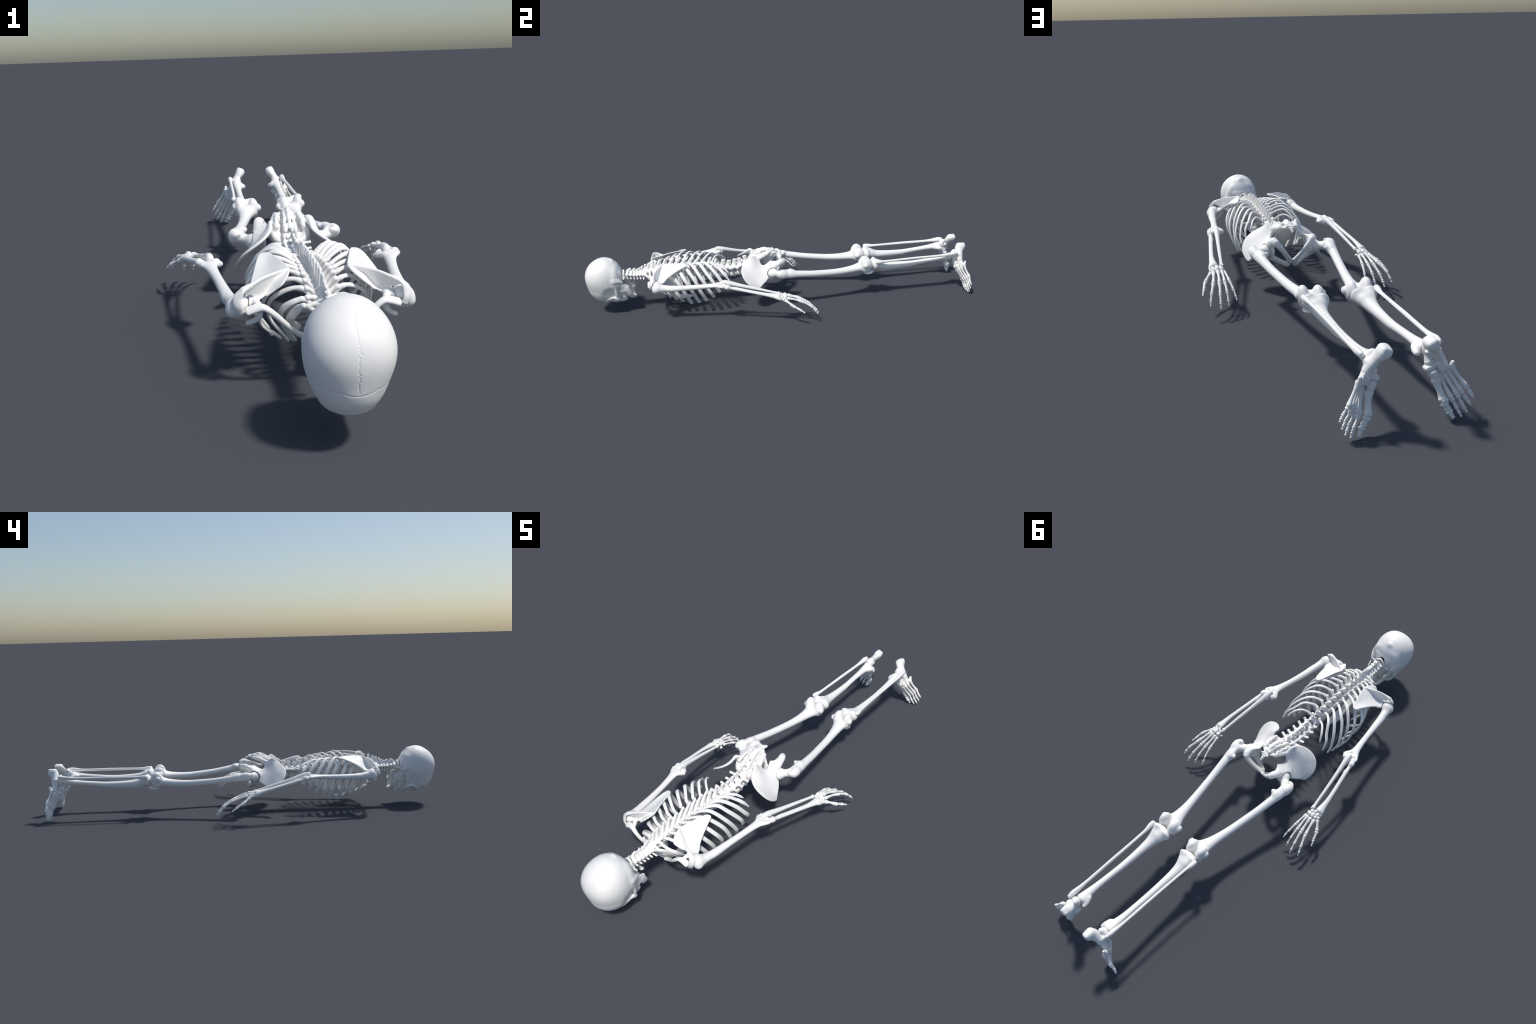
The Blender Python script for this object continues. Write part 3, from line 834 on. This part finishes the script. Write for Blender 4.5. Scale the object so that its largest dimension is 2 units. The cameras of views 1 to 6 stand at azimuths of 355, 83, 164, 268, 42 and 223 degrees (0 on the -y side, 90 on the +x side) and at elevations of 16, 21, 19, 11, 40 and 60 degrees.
def leg():
    f = Bone()
    f.add(ball((.0985, -.041, .182), .0268))
    f.add(tube([(.102, -.038, .183), (.124, -.022, .187), (.148, -.004, .191)], [.0180, .0160, .0200], wide=[.0200, .0185, .0240], w=(.4, 1, 0)), .008)
    f.add(ball((.159, -.003, .196), (.0165, .0260, .0200)), .012)                       # greater trochanter
    f.add(tube([(.161, -.012, .199), (.156, -.027, .203), (.146, -.029, .206)], [.0135, .0105, .0070]), .008)
    f.cut(ball((.140, -.016, .207), (.009, .008, .008)), .006)
    f.add(tube([(.150, .010, .191), (.1465, .045, .187), (.141, .085, .183), (.1315, .150, .174), (.121, .215, .168), (.110, .285, .163), (.100, .345, .163), (.092, .395, .167), (.086, .430, .172)],
               [.0210, .0195, .0175, .0162, .0160, .0165, .0180, .0200, .0240], wide=[.0200, .0190, .0172, .0160, .0160, .0168, .0190, .0250, .0350], w=(1, 0, .1)), .012)
    f.add(tube([(.140, .045, .191), (.128, .047, .197), (.1215, .047, .2000)], [.0160, .0120, .0090]), .016)
    f.add(ball((.138, .030, .203), (.006, .030, .006)), .012)
    # condyles
    f.add(ball((.0575, .454, .183), (.0205, .0310, .0360), frame((0, 1, 0), (.08, 0, 1))), .012)
    f.add(ball((.1105, .453, .188), (.0200, .0300, .0370), frame((0, 1, 0), (.08, 0, 1))), .012)
    f.add(ball((.085, .448, .164), (.0360, .0270, .0220)), .014)
    f.add(ball((.036, .442, .183), (.0080, .0140, .0120)), .010)
    f.add(ball((.131, .444, .190), (.0070, .0120, .0110)), .010)
    f.cut(ball((.084, .474, .208), (.0105, .0260, .0290)), .007)
    f.cut(ball((.085, .458, .138), (.010, .030, .008)), .008)
    pair('femur', f, .0016)

    k = Bone()
    k.add(ball((.094, .464, .1405), (.0225, .0245, .0095)))
    k.add(ball((.094, .486, .1440), (.0090, .0100, .0060)), .010)
    k.add(ball((.094, .462, .1470), (.0170, .0180, .0060)), .006)
    pair('kneecap', k, .0012)

    t = Bone()
    t.add(ball((.061, .501, .183), (.0225, .0120, .0260)))
    t.add(ball((.108, .501, .188), (.0210, .0120, .0250)), .010)
    t.add(ball((.085, .502, .178), (.0360, .0125, .0230)), .010)
    t.add(tube([(.084, .503, .182), (.0845, .520, .177), (.086, .545, .169), (.0865, .580, .1655), (.086, .640, .165), (.086, .710, .167), (.0865, .780, .174), (.0865, .840, .180), (.085, .885, .185), (.083, .908, .188)],
               [.0250, .0250, .0225, .0195, .0165, .0140, .0122, .0122, .0150, .0180], wide=[.0400, .0350, .0260, .0195, .0155, .0135, .0125, .0138, .0185, .0225], w=[(1, 0, .15)] * 5 + [(1, 0, .3)] * 5), .012)
    t.add(tube([(.086, .528, .156), (.0865, .548, .148), (.087, .580, .150), (.086, .640, .153), (.085, .710, .158)], [.0120, .0095, .0065, .0055, .005]), .012)
    t.add(tube([(.068, .890, .183), (.0605, .908, .180), (.0580, .920, .179)], [.0120, .0105, .0078]), .008)
    t.add(tube([(.083, .497, .186), (.083, .4905, .187)], [.0085, .0040], wide=[.010, .005], w=(0, 0, 1)), .006)
    t.cut(ball((.086, .934, .193), (.0220, .0195, .0240), frame((.0, 1, 0), (.4, 0, .92))), .003)
    t.cut(ball((.084, .520, .213), (.016, .018, .008)), .010)
    pair('tibia', t, .0016)

    p = Bone()
    p.add(tube([(.1265, .508, .204), (.1255, .522, .204), (.1225, .550, .204), (.1210, .600, .205), (.1195, .660, .206), (.1185, .730, .207), (.1175, .800, .207), (.1165, .860, .208), (.1155, .895, .210), (.1150, .920, .212), (.1140, .938, .2135)],
               [.0100, .0098, .0066, .0058, .0060, .0062, .0062, .0064, .0085, .0100, .0072], wide=[.0108, .0105, .0068, .0060, .0066, .0070, .0068, .0070, .0100, .0120, .0085], w=(.3, 0, 1)))
    p.add(ball((.127, .502, .206), (.0070, .0075, .0070)), .006)
    pair('fibula', p, .0013)


FOOT_AXIS = unit(V(.39, .06, -.92))
FOOT_UP = unit(V(0, -1, -.05))


def feet():
    par = (group('foot', (.11, .96, .12)), group('foot', (-.11, .96, .12)))
    A = frame(FOOT_AXIS, FOOT_UP)                    # side, along, up
    c = Bone()                                       # heel bone
    c.add(tube([(.0680, .976, .2310), (.0745, .968, .2220), (.0850, .963, .2080), (.0960, .960, .1930), (.1070, .960, .1760)], [.0180, .0165, .0145, .0150, .0140], wide=[.0245, .0225, .0190, .0185, .0150], w=(0, 1, .1)))
    c.add(block((.0668, .9790, .2370), (.0165, .0130, .0205), .0100, A), .008)
    c.add(ball((.0800, .946, .1960), (.0120, .0055, .0110), A), .008)
    c.add(ball((.1040, .946, .1990), (.0090, .0080, .0150), A), .008)
    pair('tarsal_bone', c, .0013, par)
    t = Bone()                                       # ankle bone
    t.add(ball((.0880, .9320, .1960), (.0195, .0240, .0165), A))
    t.add(tube([(.0880, .9350, .1860), (.0850, .9390, .1720), (.0860, .9430, .1620)], [.0150, .0120, .0140], wide=[.0160, .0130, .0160], w=A[0]), .008)
    t.add(ball((.0800, .9380, .2160), (.0100, .0080, .0075), A), .008)
    t.cut(tube([(.074, .903, .186), (.098, .907, .196)], .0085), .008)
    pair('tarsal_bone', t, .0013, par)

    def cube(pos, half, rnd, lift=0.):
        b = Bone()
        b.add(block(pos, half, rnd, A))
        b.add(ball(np.array(pos) - A[1] * 0, np.array(half) * 1.03, A), .003)
        pair('tarsal_bone', b, .0011, par)
    cube((.0865, .9465, .1490), (.0195, .0078, .0135), .0055)       # navicular
    cube((.1130, .9620, .1570), (.0135, .0165, .0120), .0050)       # cuboid
    cube((.0925, .9530, .1290), (.0105, .0128, .0150), .0045)       # wedge bones
    cube((.1050, .9425, .1360), (.0078, .0092, .0115), .0035)
    cube((.1150, .9470, .1400), (.0082, .0100, .0115), .0035)

    MT = [((.098, .955, .1145), (.1125, .985, .054)), ((.1125, .9445, .1250), (.137, .984, .060)), ((.1225, .951, .1300), (.152, .988, .070)),
          ((.1280, .9600, .1430), (.162, .990, .082)), ((.1330, .9730, .1560), (.172, .993, .097))]
    TIP = [(.140, .995, .004), (.164, .996, .005), (.179, .996, .017), (.189, .997, .037), (.196, .997, .060)]
    for i, ((a, b_), tip) in enumerate(zip(MT, TIP)):
        a, b_, tip = V(*a), V(*b_), V(*tip)
        big = i == 0
        if big:
            m = small_long(a, b_, .0135, .0088, .0125, bow=FOOT_UP * .001, up=FOOT_UP)
            m.add(ball(b_ + V(-.004, .006, .006), (.0045, .0045, .0055)), .002)
            m.add(ball(b_ + V(.006, .006, .008), (.0045, .0045, .0055)), .002)
        else:
            m = small_long(a, b_, .0085, .0048, .0076, bow=FOOT_UP * .002, up=FOOT_UP)
            if i == 4:
                m.add(tube([a + FOOT_AXIS * .004, (.1335, .9780, .1600), (.1345, .9800, .1690)], [.008, .0075, .0055]), .006)
        pair('metatarsal', m, .0010, par)
        if big:
            ip = b_ + (tip - b_) * .54 - V(0, .003, 0)
            pair('toe_bone', small_long(b_, ip, .0115, .0082, .0098, up=FOOT_UP, flat=.85, gap=.0006), .0010, par)
            d = small_long(ip, tip + (tip - ip) * .08, .0100, .0062, .0062, up=FOOT_UP, flat=.8, gap=.0006)
            pair('toe_bone', d, .0010, par)
        else:
            p1 = b_ + (tip - b_) * .50 - V(0, .003, 0)
            p2 = b_ + (tip - b_) * .76 - V(0, .0015, 0)
            pair('toe_bone', small_long(b_, p1, .0066, .0040, .0052, up=FOOT_UP, gap=.0005), .0009, par)
            pair('toe_bone', small_long(p1, p2, .0052, .0040, .0048, up=FOOT_UP, gap=.0004), .0008, par)
            pair('toe_bone', small_long(p2, tip + (tip - p2) * .12, .0048, .0032, .0036, up=FOOT_UP, gap=.0004, flat=.9), .0008, par)


skull()
spine()
ribs()
shoulder()
arm()
hands()
hip()
leg()
feet()
